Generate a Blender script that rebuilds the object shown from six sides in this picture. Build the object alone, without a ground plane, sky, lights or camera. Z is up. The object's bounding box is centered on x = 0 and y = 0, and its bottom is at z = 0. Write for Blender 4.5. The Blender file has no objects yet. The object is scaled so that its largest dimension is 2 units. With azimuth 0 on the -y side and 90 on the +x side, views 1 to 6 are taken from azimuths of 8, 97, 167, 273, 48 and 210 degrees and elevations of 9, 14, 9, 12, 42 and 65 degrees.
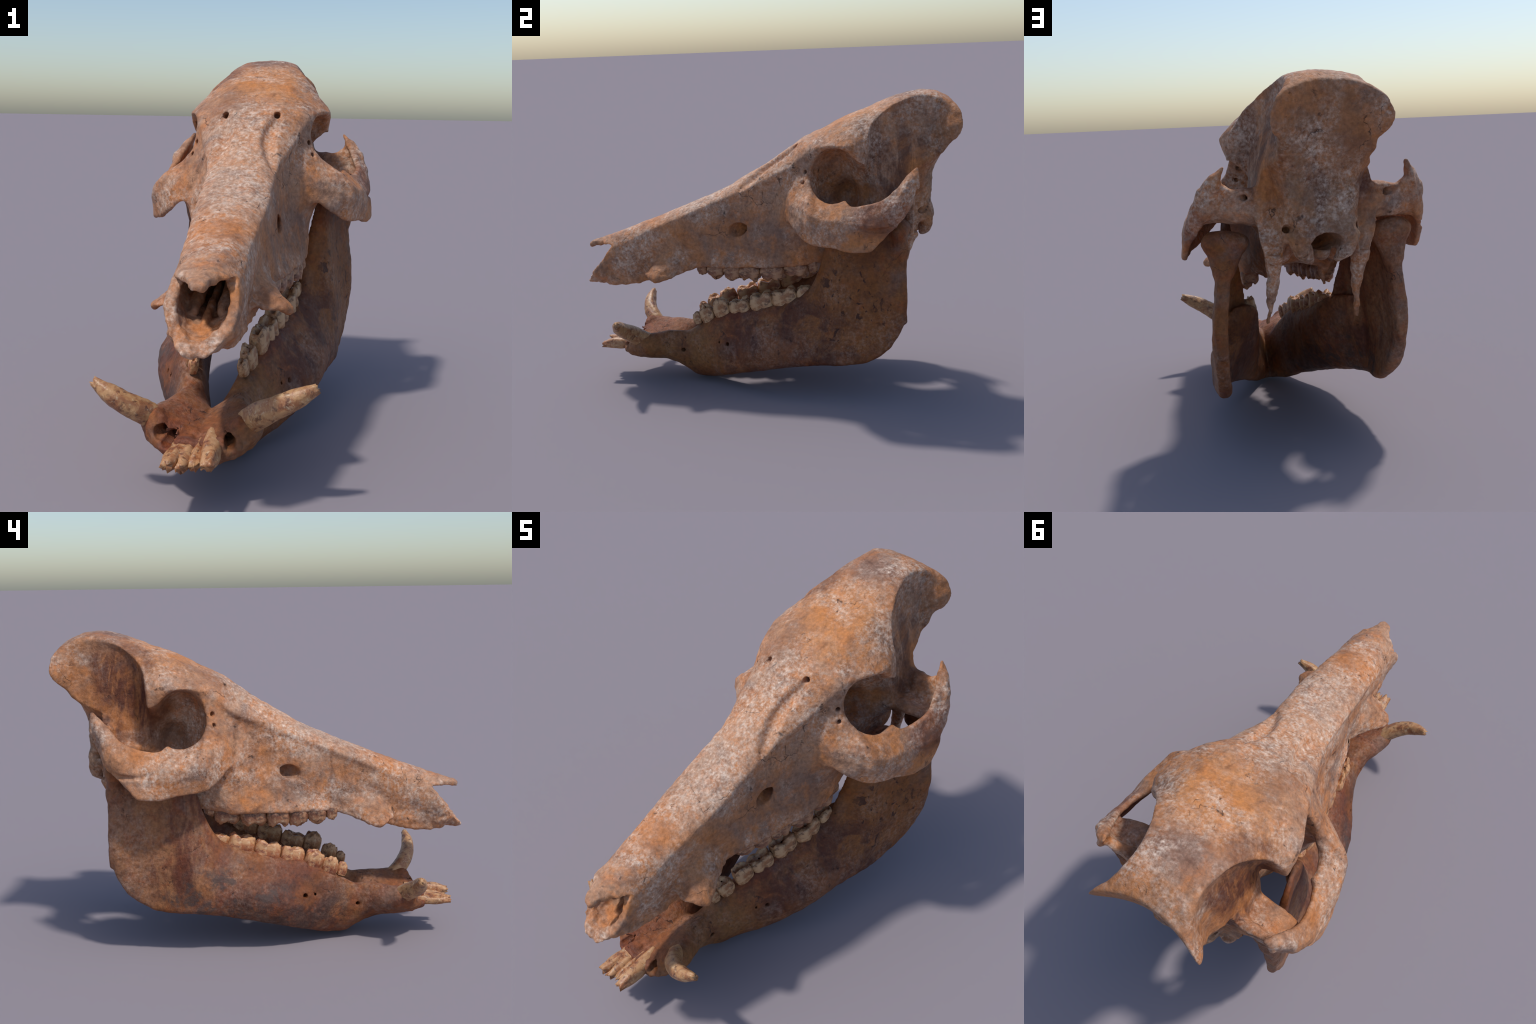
"""Weathered pig skull with lower jaw, modelled as implicit solids (cross-section lofts, bone plates,
tapering tubes) that are blended, carved and skinned, plus separately modelled teeth."""
import bpy, math, random
import numpy as np
from mathutils import Vector, noise

rng = np.random.default_rng(7)
random.seed(7)
H = 0.0055          # skinning grid step (m)
FAR = 0.12
F = np.float32


# ---------------------------------------------------------------- interpolation helpers
def pchip(xs, ys, x):
    """Monotone cubic interpolation of rows ys (n, ...) at scalar positions x (m,)."""
    xs = np.asarray(xs, float); ys = np.asarray(ys, float)
    n = len(xs); shp = ys.shape[1:]; Y = ys.reshape(n, -1)
    h = np.diff(xs)[:, None]; d = np.diff(Y, axis=0) / h
    m = np.zeros_like(Y)
    if n > 2:
        w1 = 2 * h[1:] + h[:-1]; w2 = h[1:] + 2 * h[:-1]
        same = d[:-1] * d[1:] > 0
        dd = np.where(same, (w1 + w2) / (w1 / np.where(same, d[:-1], 1) + w2 / np.where(same, d[1:], 1)), 0)
        m[1:-1] = dd
    m[0], m[-1] = d[0], d[-1]
    x = np.clip(np.asarray(x, float), xs[0], xs[-1])
    i = np.clip(np.searchsorted(xs, x) - 1, 0, n - 2)
    hh = h[i]; t = ((x - xs[i]) / h[i, 0])[:, None]
    r = ((1 + 2 * t) * (1 - t) ** 2 * Y[i] + t * (1 - t) ** 2 * hh * m[i]
         + t * t * (3 - 2 * t) * Y[i + 1] + t * t * (t - 1) * hh * m[i + 1])
    return r.reshape((len(x),) + shp)


def spline(pts, sub=4, closed=False):
    """Catmull-Rom through pts."""
    P = np.asarray(pts, float)
    n = len(P)
    idx = range(n if closed else n - 1)
    out = []
    for i in idx:
        p1, p2 = P[i], P[(i + 1) % n]
        p0 = P[(i - 1) % n] if closed or i > 0 else 2 * p1 - p2
        p3 = P[(i + 2) % n] if closed or i < n - 2 else 2 * p2 - p1
        for k in range(sub):
            t = k / sub
            out.append(0.5 * (2 * p1 + (p2 - p0) * t + (2 * p0 - 5 * p1 + 4 * p2 - p3) * t * t
                              + (3 * p1 - p0 - 3 * p2 + p3) * t ** 3))
    if not closed:
        out.append(P[-1])
    return np.array(out)


def smin(a, b, k):
    h = np.clip(0.5 + 0.5 * (b - a) / k, 0, 1)
    return b + (a - b) * h - k * h * (1 - h)


def smax(a, b, k):
    return -smin(-a, -b, k)


# ---------------------------------------------------------------- implicit field on half a grid (s = |x - mid|)
class Field:
    def __init__(self, smax_, y0, y1, z0, z1):
        self.s = np.arange(-1, int(smax_ / H) + 1, dtype=F) * F(H) + F(H / 2)
        self.y = np.arange(int((y1 - y0) / H) + 1, dtype=F) * F(H) + F(y0)
        self.z = np.arange(int((z1 - z0) / H) + 1, dtype=F) * F(H) + F(z0)
        self.v = np.full((len(self.s), len(self.y), len(self.z)), FAR, F)

    def win(self, lo, hi, pad=FAR):
        out = []
        for a, l, h in zip((self.s, self.y, self.z), lo, hi):
            i0 = max(0, np.searchsorted(a, l - pad)); i1 = min(len(a), np.searchsorted(a, h + pad) + 1)
            out.append(slice(i0, i1))
        return tuple(out)

    def axes(self, w):
        return self.s[w[0]][:, None, None], self.y[w[1]][None, :, None], self.z[w[2]][None, None, :]

    def add(self, w, d, k=0.01):
        self.v[w] = smin(self.v[w], d, k) if k > 0 else np.minimum(self.v[w], d)

    def cut(self, w, d, k=0.008):
        self.v[w] = smax(self.v[w], -d, k) if k > 0 else np.maximum(self.v[w], -d)

    # loft of half cross-sections (s, z) along y, closed across the midline
    def loft(self, stations, half=True, sub=4, slope=True):
        ys = [a for a, _ in stations]; P = np.array([p for _, p in stations], float)
        lo = (P[..., 0].min(), ys[0], P[..., 1].min()); hi = (P[..., 0].max(), ys[-1], P[..., 1].max())
        w = self.win(lo, hi); S, Y, Z = self.axes(w)
        out = np.full((S.shape[0], Y.shape[1], Z.shape[2]), FAR, F)
        yy = Y.ravel(); C = pchip(ys, P, yy)
        for j in range(len(yy)):
            c = spline(C[j], sub, closed=not half)
            d = self.poly2d(S[:, 0, 0], Z[0, 0], c, half)
            over = max(ys[0] - yy[j], yy[j] - ys[-1], 0)
            if over > 0:
                d = np.where(d > 0, np.hypot(d, over), max(over, 0) + 0 * d)
            out[:, j] = d
        if slope:
            g = np.gradient(out, H, axis=1)
            out = out / np.sqrt(1 + np.clip(g * g, 0, 4)).astype(F)
        return w, out

    @staticmethod
    def poly2d(a, b, c, half):
        """signed distance of grid a x b to contour c; when half, the contour is closed at a = -1."""
        A = a[:, None].astype(F); B = b[None, :].astype(F)
        d2 = np.full((len(a), len(b)), 1e9, F); par = np.zeros((len(a), len(b)), bool)
        n = len(c)
        segs = [(c[i], c[i + 1]) for i in range(n - 1)]
        extra = [(c[-1], np.array([-1, c[-1][1]])), (np.array([-1, c[-1][1]]), np.array([-1, c[0][1]])),
                 (np.array([-1, c[0][1]]), c[0])] if half else [(c[-1], c[0])]
        for k, (p, q) in enumerate(segs + extra):
            ex, ez = q - p
            L = ex * ex + ez * ez
            if L < 1e-12:
                continue
            if k < len(segs) or not half:
                t = np.clip(((A - F(p[0])) * F(ex) + (B - F(p[1])) * F(ez)) / F(L), 0, 1)
                dx = A - F(p[0]) - t * F(ex); dz = B - F(p[1]) - t * F(ez)
                np.minimum(d2, dx * dx + dz * dz, out=d2)
            if p[1] != q[1]:
                cross = (p[1] > B) != (q[1] > B)
                par ^= cross & (A < F(ex) * (B - F(p[1])) / F(ez) + F(p[0]))
        d = np.sqrt(d2)
        return np.minimum(np.where(par, -d, d), FAR)

    # plate of bone: polyline with thickness in each slice across an axis ('y' or 's')
    def plate(self, stations, axis='y', sub=3):
        ts = [a for a, _ in stations]; P = np.array([p for _, p in stations], float)
        rm = P[..., 2].max()
        if axis == 'y':
            lo = (P[..., 0].min() - rm, ts[0], P[..., 1].min() - rm); hi = (P[..., 0].max() + rm, ts[-1], P[..., 1].max() + rm)
        else:
            lo = (ts[0], P[..., 0].min() - rm, P[..., 1].min() - rm); hi = (ts[-1], P[..., 0].max() + rm, P[..., 1].max() + rm)
        w = self.win(lo, hi, 0.06); S, Y, Z = self.axes(w)
        out = np.full((S.shape[0], Y.shape[1], Z.shape[2]), FAR, F)
        tt = (Y if axis == 'y' else S).ravel(); C = pchip(ts, P, tt)
        A = (S[:, 0, 0] if axis == 'y' else Y[0, :, 0])[:, None]; B = Z[0, 0][None, :]
        for j in range(len(tt)):
            c = spline(C[j], sub); d = np.full((A.shape[0], B.shape[1]), FAR, F)
            for p, q in zip(c[:-1], c[1:]):
                e = q - p; L = e[0] ** 2 + e[1] ** 2
                t = np.clip(((A - p[0]) * e[0] + (B - p[1]) * e[1]) / max(L, 1e-9), 0, 1)
                d = np.minimum(d, np.hypot(A - p[0] - t * e[0], B - p[1] - t * e[1]) - p[2] - t * e[2])
            over = max(ts[0] - tt[j], tt[j] - ts[-1], 0)
            if over > 0:
                d = np.hypot(np.maximum(d + 0.015, 0), over) - 0.015
            if axis == 'y':
                out[:, j] = d
            else:
                out[j] = d
        g = np.gradient(out, H, axis=1 if axis == 'y' else 0)
        return w, (out / np.sqrt(1 + np.clip(g * g, 0, 4))).astype(F)

    # tapering tube through (s, y, z, r)
    def tube(self, pts, sub=4, squash=None):
        c = spline(pts, sub) if len(pts) > 2 else np.array(pts, float)
        rm = c[:, 3].max()
        w = self.win(c[:, :3].min(0) - rm, c[:, :3].max(0) + rm, 0.05); S, Y, Z = self.axes(w)
        out = np.full((S.shape[0], Y.shape[1], Z.shape[2]), FAR, F)
        for p, q in zip(c[:-1], c[1:]):
            e = (q - p)[:3]; L = float(e @ e)
            t = np.clip(((S - p[0]) * e[0] + (Y - p[1]) * e[1] + (Z - p[2]) * e[2]) / max(L, 1e-9), 0, 1)
            d = np.sqrt((S - p[0] - t * e[0]) ** 2 + (Y - p[1] - t * e[1]) ** 2 + (Z - p[2] - t * e[2]) ** 2) - p[3] - t * (q[3] - p[3])
            np.minimum(out, d.astype(F), out=out)
        return w, out

    def ellipsoid(self, c, r, ax=None):
        rm = max(r)
        w = self.win(np.array(c) - rm, np.array(c) + rm, 0.05); S, Y, Z = self.axes(w)
        p = [S - c[0], Y - c[1], Z - c[2]]
        if ax is not None:
            p = [p[0] * a[0] + p[1] * a[1] + p[2] * a[2] for a in ax]
        k0 = np.sqrt(sum((q / a) ** 2 for q, a in zip(p, r))); k1 = np.sqrt(sum((q / a / a) ** 2 for q, a in zip(p, r)))
        return w, np.clip(k0 * (k0 - 1) / np.maximum(k1, 1e-6), -FAR, FAR).astype(F)

    # solid prism of a (y, z) outline across all s
    def profile(self, pts):
        P = np.array(pts, float)
        w = self.win((0, P[:, 0].min(), P[:, 1].min()), (9, P[:, 0].max(), P[:, 1].max()), 0.08)
        S, Y, Z = self.axes(w)
        d = self.poly2d(Y[0, :, 0], Z[0, 0], P, False)
        return w, np.broadcast_to(d[None], (S.shape[0],) + d.shape).astype(F)

    def mirrored(self):
        """full-width field: (v, x axis)"""
        pos = self.s > 0
        s = self.s[pos]; v = self.v[pos]
        return np.concatenate([v[::-1], v]), np.concatenate([-s[::-1], s])


def skin(v, xs, ys, zs):
    """Surface nets: one vertex per straddled cell, one quad per crossed edge."""
    ins = v < 0
    nx, ny, nz = v.shape
    c = np.zeros((nx - 1, ny - 1, nz - 1), np.int8)
    for i in (0, 1):
        for j in (0, 1):
            for k in (0, 1):
                c += ins[i:nx - 1 + i, j:ny - 1 + j, k:nz - 1 + k]
    act = (c > 0) & (c < 8)
    I = np.argwhere(act)
    idx = np.full(act.shape, -1, np.int32); idx[act] = np.arange(len(I))
    corner = {(i, j, k): v[I[:, 0] + i, I[:, 1] + j, I[:, 2] + k] for i in (0, 1) for j in (0, 1) for k in (0, 1)}
    acc = np.zeros((len(I), 3)); cnt = np.zeros(len(I))
    for a, va in corner.items():
        for ax in range(3):
            if a[ax] == 0:
                b = list(a); b[ax] = 1; vb = corner[tuple(b)]
                m = (va < 0) != (vb < 0)
                t = np.where(m, va / np.where(m, va - vb, 1), 0)
                p = np.tile(np.array(a, float), (len(I), 1)); p[:, ax] += t
                acc[m] += p[m]; cnt[m] += 1
    co = I + acc / cnt[:, None]
    V = np.stack([xs[0] + co[:, 0] * H, ys[0] + co[:, 1] * H, zs[0] + co[:, 2] * H], 1)
    faces = []
    for ax in range(3):
        sl0 = [slice(None)] * 3; sl1 = [slice(None)] * 3; sl0[ax] = slice(0, -1); sl1[ax] = slice(1, None)
        A = ins[tuple(sl0)]; B = ins[tuple(sl1)]
        E = np.argwhere(A != B)
        o1, o2 = [(1, 2), (2, 0), (0, 1)][ax]
        E = E[(E[:, o1] > 0) & (E[:, o2] > 0) & (E[:, o1] < v.shape[o1] - 1) & (E[:, o2] < v.shape[o2] - 1)]
        flip = ~A[tuple(E.T)]
        q = []
        for d1, d2 in ((1, 1), (0, 1), (0, 0), (1, 0)):
            e = E.copy(); e[:, o1] -= d1; e[:, o2] -= d2; q.append(idx[tuple(e.T)])
        q = np.stack(q, 1); q[flip] = q[flip][:, ::-1]
        faces.append(q)
    Q = np.concatenate(faces)
    return V, Q[(Q >= 0).all(1)]


def relax(V, Q, n, lam=0.5):
    e = np.concatenate([Q[:, [0, 1]], Q[:, [1, 2]], Q[:, [2, 3]], Q[:, [3, 0]]])
    for it in range(n):
        for l in (lam, -lam * 0.9):
            acc = np.zeros_like(V); deg = np.zeros(len(V))
            for a in range(3):
                acc[:, a] = np.bincount(e[:, 0], V[e[:, 1], a], len(V)) + np.bincount(e[:, 1], V[e[:, 0], a], len(V))
            deg = np.bincount(e[:, 0], minlength=len(V)) + np.bincount(e[:, 1], minlength=len(V))
            V = V + l * (acc / np.maximum(deg, 1)[:, None] - V)
    return V


def normals(V, Q):
    n = np.cross(V[Q[:, 2]] - V[Q[:, 0]], V[Q[:, 3]] - V[Q[:, 1]])
    N = np.stack([sum(np.bincount(Q[:, k], n[:, a], len(V)) for k in range(4)) for a in range(3)], 1)
    return N / np.maximum(np.linalg.norm(N, axis=1), 1e-12)[:, None]


def roughen(V, Q, amps, boost=None):
    """lumps and pitting along the normals"""
    N = normals(V, Q)
    d = np.zeros(len(V))
    for scale, amp, seed in amps:
        off = Vector((seed, seed * 1.7, -seed))
        d += amp * np.array([noise.noise(Vector(p) * scale + off) for p in V.tolist()])
    return V + N * (d if boost is None else d * boost(V))[:, None]


# ================================================================= CRANIUM
def build_cranium():
    f = Field(0.56, -1.03, 1.05, 0.52, 1.60)
    # half cross-sections (s, z): roof mid, roof, ridge, below ridge, flank, low flank, gum outside, gum, palate, palate mid
    body = [
        (-1.00, [(0, .600), (.020, .600), (.035, .590), (.042, .582), (.046, .575), (.046, .567), (.042, .560), (.030, .553), (.012, .550), (0, .550)]),
        (-0.98, [(0, .775), (.020, .772), (.040, .760), (.066, .690), (.080, .635), (.080, .610), (.070, .582), (.050, .560), (.020, .546), (0, .548)]),
        (-0.93, [(0, .797), (.035, .790), (.070, .768), (.100, .730), (.110, .685), (.106, .640), (.096, .604), (.076, .574), (.030, .554), (0, .556)]),
        (-0.85, [(0, .824), (.050, .816), (.100, .774), (.114, .735), (.121, .690), (.112, .630), (.106, .586), (.094, .553), (.050, .556), (0, .566)]),
        (-0.70, [(0, .876), (.060, .869), (.108, .830), (.118, .790), (.122, .740), (.114, .670), (.112, .600), (.106, .565), (.050, .590), (0, .602)]),
        (-0.55, [(0, .930), (.065, .923), (.119, .890), (.120, .850), (.124, .800), (.121, .730), (.128, .652), (.124, .604), (.060, .622), (0, .634)]),
        (-0.40, [(0, .988), (.070, .982), (.129, .950), (.129, .910), (.134, .850), (.138, .770), (.136, .700), (.135, .650), (.070, .670), (0, .685)]),
        (-0.30, [(0, 1.028), (.070, 1.022), (.131, .992), (.132, .950), (.143, .880), (.147, .800), (.156, .720), (.168, .666), (.085, .690), (0, .700)]),
        (-0.20, [(0, 1.074), (.068, 1.066), (.131, 1.033), (.135, .990), (.149, .915), (.153, .840), (.170, .740), (.190, .667), (.100, .700), (0, .720)]),
        (-0.10, [(0, 1.130), (.066, 1.120), (.133, 1.077), (.139, 1.025), (.152, .950), (.158, .868), (.186, .750), (.212, .669), (.115, .706), (0, .735)]),
        (0.05, [(0, 1.214), (.080, 1.209), (.173, 1.146), (.163, 1.090), (.172, 1.010), (.185, .930), (.230, .755), (.238, .672), (.140, .706), (0, .740)]),
        (0.14, [(0, 1.274), (.100, 1.268), (.200, 1.186), (.192, 1.135), (.226, 1.060), (.258, .965), (.246, .810), (.250, .678), (.150, .706), (0, .740)]),
        (0.20, [(0, 1.313), (.120, 1.308), (.217, 1.242), (.222, 1.185), (.262, 1.095), (.310, .980), (.262, .845), (.240, .690), (.150, .710), (0, .740)]),
        (0.24, [(0, 1.334), (.125, 1.324), (.234, 1.274), (.247, 1.205), (.272, 1.115), (.315, .980), (.258, .855), (.224, .690), (.140, .720), (0, .740)]),
        (0.31, [(0, 1.366), (.140, 1.356), (.262, 1.298), (.255, 1.262), (.190, 1.190), (.150, 1.030), (.205, .880), (.205, .700), (.120, .720), (0, .740)]),
        (0.40, [(0, 1.410), (.150, 1.398), (.297, 1.306), (.288, 1.272), (.180, 1.210), (.135, 1.040), (.185, .870), (.175, .730), (.100, .730), (0, .750)]),
        (0.47, [(0, 1.440), (.160, 1.424), (.300, 1.318), (.308, 1.235), (.262, 1.205), (.150, 1.080), (.175, .900), (.145, .770), (.080, .760), (0, .770)]),
        (0.518, [(0, 1.456), (.160, 1.440), (.285, 1.322), (.308, 1.212), (.280, 1.200), (.190, 1.110), (.192, .960), (.140, .830), (.060, .820), (0, .820)]),
        (0.553, [(0, 1.470), (.140, 1.456), (.246, 1.392), (.236, 1.345), (.212, 1.240), (.214, 1.110), (.222, .980), (.150, .870), (.050, .850), (0, .850)]),
        (0.60, [(0, 1.490), (.110, 1.482), (.205, 1.440), (.194, 1.400), (.204, 1.250), (.220, 1.110), (.235, .990), (.170, .890), (.070, .860), (0, .860)]),
        (0.70, [(0, 1.524), (.080, 1.520), (.155, 1.497), (.152, 1.460), (.190, 1.290), (.224, 1.130), (.240, 1.030), (.190, .920), (.080, .860), (0, .860)]),
        (0.80, [(0, 1.544), (.070, 1.540), (.133, 1.520), (.136, 1.470), (.177, 1.300), (.221, 1.140), (.240, 1.050), (.190, .930), (.080, .870), (0, .870)]),
        (0.87, [(0, 1.538), (.070, 1.534), (.140, 1.515), (.148, 1.460), (.166, 1.320), (.186, 1.205), (.210, 1.095), (.180, .960), (.070, .910), (0, .910)]),
        (0.93, [(0, 1.512), (.080, 1.509), (.156, 1.487), (.184, 1.430), (.205, 1.365), (.197, 1.305), (.176, 1.245), (.150, 1.180), (.070, 1.100), (0, 1.100)]),
        (0.97, [(0, 1.488), (.090, 1.487), (.186, 1.460), (.214, 1.412), (.230, 1.362), (.224, 1.310), (.205, 1.260), (.165, 1.235), (.070, 1.240), (0, 1.240)]),
        (1.015, [(0, 1.430), (.110, 1.435), (.216, 1.420), (.238, 1.395), (.247, 1.362), (.240, 1.326), (.222, 1.292), (.190, 1.290), (.100, 1.290), (0, 1.290)]),
    ]
    f.add(*f.loft(body), k=0)
    # cheek bone and arch: top, middle, bottom (s, z, half thickness) from front to back
    arch = [
        (0.12, [(0.165, 1.020, 0.020), (0.190, 0.975, 0.022), (0.210, 0.938, 0.012)]),
        (0.145, [(0.196, 1.040, 0.018), (0.255, 0.990, 0.026), (0.292, 0.926, 0.012)]),
        (0.18, [(0.232, 1.055, 0.016), (0.305, 0.992, 0.030), (0.342, 0.890, 0.014)]),
        (0.214, [(0.262, 1.075, 0.014), (0.352, 0.990, 0.034), (0.380, 0.862, 0.014)]),
        (0.247, [(0.270, 1.092, 0.016), (0.401, 0.975, 0.035), (0.403, 0.845, 0.014)]),
        (0.287, [(0.312, 1.046, 0.020), (0.422, 0.955, 0.032), (0.426, 0.840, 0.016)]),
        (0.36, [(0.340, 1.034, 0.018), (0.443, 0.945, 0.028), (0.454, 0.836, 0.016)]),
        (0.41, [(0.362, 1.034, 0.018), (0.452, 0.940, 0.026), (0.470, 0.826, 0.017)]),
        (0.46, [(0.406, 1.000, 0.018), (0.456, 0.930, 0.024), (0.483, 0.818, 0.016)]),
        (0.54, [(0.424, 1.015, 0.017), (0.461, 0.930, 0.023), (0.488, 0.822, 0.015)]),
        (0.60, [(0.429, 1.035, 0.017), (0.460, 0.965, 0.024), (0.482, 0.875, 0.016)]),
        (0.66, [(0.414, 1.080, 0.016), (0.452, 1.010, 0.022), (0.460, 0.935, 0.017)]),
        (0.715, [(0.388, 1.140, 0.014), (0.424, 1.075, 0.019), (0.430, 0.985, 0.016)]),
        (0.765, [(0.363, 1.188, 0.009), (0.376, 1.150, 0.012), (0.392, 1.105, 0.013)]),
    ]
    arch = [(y, [(q[0] + (.35 * q[2] if i == 1 else .1 * q[2]), q[1], q[2] * (.68 if i == 1 else .85)) for i, q in enumerate(p)]) for y, p in arch]   # flat strap
    f.add(*f.plate(arch), k=0.04)
    # root of the arch behind the temporal opening, with the roof of the jaw joint
    root = [
        (0.17, [(.720, 1.075, .045), (.700, .990, .045), (.600, .985, .035)]),
        (0.25, [(.730, 1.080, .032), (.705, .995, .032), (.600, .995, .026)]),
        (0.33, [(.735, 1.080, .022), (.706, .995, .026), (.600, 1.000, .022)]),
        (0.36, [(.742, 1.105, .018), (.704, .998, .022), (.605, .998, .021)]),
        (0.39, [(.744, 1.145, .015), (.700, 1.000, .020), (.610, .995, .020)]),
        (0.44, [(.708, 1.095, .014), (.682, .990, .018), (.630, .975, .018)]),
    ]
    f.add(*f.plate(root, 's'), k=0.025)
    # paroccipital spine
    f.add(*f.tube([(.195, .755, 1.04, .050), (.188, .760, .93, .048), (.176, .745, .84, .038), (.176, .712, .72, .024), (.186, .670, .56, .015)]), k=0.03)
    # ear bulla, occipital condyles, pterygoid wings, basioccipital
    f.add(*f.ellipsoid((.125, .610, .850), (.058, .105, .066)), k=0.02)
    f.add(*f.tube([(.118, .822, .955, .022), (.106, .832, .905, .036), (.086, .826, .860, .034), (.058, .810, .822, .014)]), k=0.015)
    f.add(*f.tube([(.0, .60, .86, .05), (.0, .78, .85, .035)]), k=0.02)
    f.add(*f.plate([(.29, [(.150, .82, .022), (.145, .70, .014)]), (.38, [(.145, .85, .024), (.130, .70, .014)]), (.48, [(.140, .87, .024), (.130, .755, .014)]), (.58, [(.140, .88, .024), (.140, .80, .016)])], sub=2), k=0.02)
    # canine socket flange
    f.add(*f.plate([(-.635, [(.110, .660, .016), (.150, .640, .012), (.180, .632, .004)]),
                    (-.605, [(.112, .675, .022), (.178, .648, .017), (.226, .626, .008)]),
                    (-.575, [(.115, .690, .026), (.186, .652, .020), (.236, .618, .011)]),
                    (-.53, [(.118, .705, .026), (.176, .658, .020), (.218, .620, .011)]),
                    (-.47, [(.122, .705, .024), (.160, .672, .018), (.178, .640, .011)]),
                    (-.41, [(.126, .710, .020), (.140, .675, .014), (.150, .656, .010)])]), k=0.025)
    # occipital face: hollow plane closing the back
    w = f.win((0, .78, .86), (.3, 1.06, 1.6), 0.02); S, Y, Z = f.axes(w)
    mid = pchip([.86, .93, 1.0, 1.1, 1.2, 1.3, 1.4, 1.5, 1.6], np.array([[.878], [.872], [.855], [.857], [.882], [.910], [.932], [.945], [.955]]), Z.ravel())[:, 0][None, None, :]
    curv = pchip([.9, 1.15, 1.25, 1.35, 1.6], np.array([[-1.2], [-.5], [.7], [1.3], [1.25]]), Z.ravel())[:, 0][None, None, :]
    fall = pchip([.86, .98, 1.16, 1.28, 1.6], np.array([[22.], [20.], [9.], [0.], [0.]]), Z.ravel())[:, 0][None, None, :]
    f.cut(w, (mid + curv * S * S - fall * np.maximum(S - .105, 0) ** 2 - Y).astype(F) * F(.8), 0.012)
    # orbit
    f.cut(*f.ellipsoid((.275, .375, 1.135), (.150, .118, .148)), k=0.014)
    f.cut(*f.ellipsoid((.205, .375, 1.06), (.095, .10, .13)), k=0.02)
    f.cut(*f.ellipsoid((.135, .425, 1.02), (.085, .065, .085)), k=0.045)
    # nasal cavity and the notch between nasal tip and premaxilla
    def ring(zc, rs, rz):
        return [(rs * math.sin(a), zc + rz * math.cos(a)) for a in np.linspace(0, math.pi, 9)]
    f.cut(*f.loft([(-1.03, ring(.672, .080, .072)), (-.92, ring(.690, .084, .080)), (-.84, ring(.705, .088, .084)), (-.6, ring(.752, .083, .092)), (-.44, ring(.825, .072, .105)), (-.36, ring(.85, .03, .06))], slope=False), k=0.006)
    w = f.win((0, -1.03, .54), (.2, -.80, .9), 0.02); S, Y, Z = f.axes(w)
    edge = pchip([-1.05, -1.0, -.976, -.944, -.916, -.881, -.86, -.835, -.80], np.array([[.52], [.572], [.600], [.636], [.668], [.714], [.745], [.778], [.84]]), Y.ravel())[:, 0][None, :, None]
    nasal_w = pchip([-1.03, -.99, -.97, -.93, -.905, -.885, -.87], np.array([[-.02], [.008], [.024], [.040], [.056], [.078], [.13]]), Y.ravel())[:, 0][None, :, None]
    nasal_z = pchip([-1.03, -.98, -.93, -.89, -.86, -.83], np.array([[.745], [.748], [.760], [.772], [.776], [.770]]), Y.ravel())[:, 0][None, :, None]
    above = (edge - Z) * F(.75)
    nasal = smax(S - nasal_w, nasal_z - Z, .008)
    f.cut(w, smax(above, -nasal, .006).astype(F), 0.006)
    f.cut(*f.tube([(.142, .89, .945, .012), (.140, .82, .95, .015), (.135, .76, .93, .012)]), k=0.012)
    f.add(*f.plate([(-.86, [(.0, .63, .010), (.0, .60, .014)]), (-.5, [(.0, .74, .012), (.0, .66, .02)])], sub=1), k=0.01)
    f.add(*f.tube([(.045, -.80, .655, .014), (.052, -.70, .69, .026), (.045, -.5, .76, .030)]), k=0.01)
    # foramen magnum
    f.cut(*f.ellipsoid((0, .85, .892), (.062, .17, .038)), k=0.006)
    f.cut(*f.tube([(.004, .90, .90, .018), (.006, .875, .95, .013), (.004, .885, .985, .007)]), k=0.006)
    f.add(*f.tube([(.115, .40, .74, .016), (.112, .43, .70, .014), (.118, .44, .655, .007)]), k=0.012)
    # infraorbital foramen, supraorbital foramina with their grooves
    f.cut(*f.tube([(.175, -.175, .852, .024), (.150, -.145, .860, .034), (.125, -.10, .866, .030), (.10, -.05, .87, .02)]), k=0.008)
    f.cut(*f.tube([(.122, .125, 1.272, .014), (.112, .165, 1.280, .014), (.10, .215, 1.270, .012)]), k=0.006)
    f.cut(*f.tube([(.116, .140, 1.266, .018), (.100, .085, 1.227, .026), (.092, .010, 1.182, .028), (.110, -.060, 1.128, .026), (.138, -.125, 1.080, .018)]), k=0.02)
    # lachrymal foramina, ear opening, tooth sockets between crowns
    f.cut(*f.tube([(.262, .205, 1.168, .010), (.20, .27, 1.16, .010)]), k=0.004)
    f.cut(*f.tube([(.275, .200, 1.114, .010), (.22, .26, 1.11, .010)]), k=0.004)
    f.cut(*f.tube([(.36, .80, 1.075, .016), (.25, .72, 1.07, .014)]), k=0.006)
    # suture step between cheek bone and temporal bone
    f.cut(*f.tube([(.478, .452, 1.000, .008), (.487, .464, .955, .010), (.492, .50, .924, .012), (.493, .56, .914, .012), (.488, .62, .918, .012), (.479, .66, .930, .011), (.458, .70, .96, .008)]), k=0.006)
    v, xs = f.mirrored()
    V, Q = skin(v, xs, f.y, f.z)
    V = relax(V, Q, 2)
    broken = lambda V: 1 + 1.8 * np.clip((.70 - V[:, 2]) / .08, 0, 1) + 1.2 * np.clip((-.82 - V[:, 1]) / .06, 0, 1) * (V[:, 2] < .85) + 1.0 * ((V[:, 1] > .66) & (V[:, 2] < 1.12))
    V = roughen(V, Q, [(9, .0035, 3.1), (24, .0028, 8.3), (60, .0012, 1.9)], broken)
    s = V[:, 0].copy()
    low = np.clip((.95 - V[:, 2]) / .25, 0, 1) * np.clip((.1 - V[:, 1]) / .5, 0, 1)     # the muzzle floor leans to one side
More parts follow.
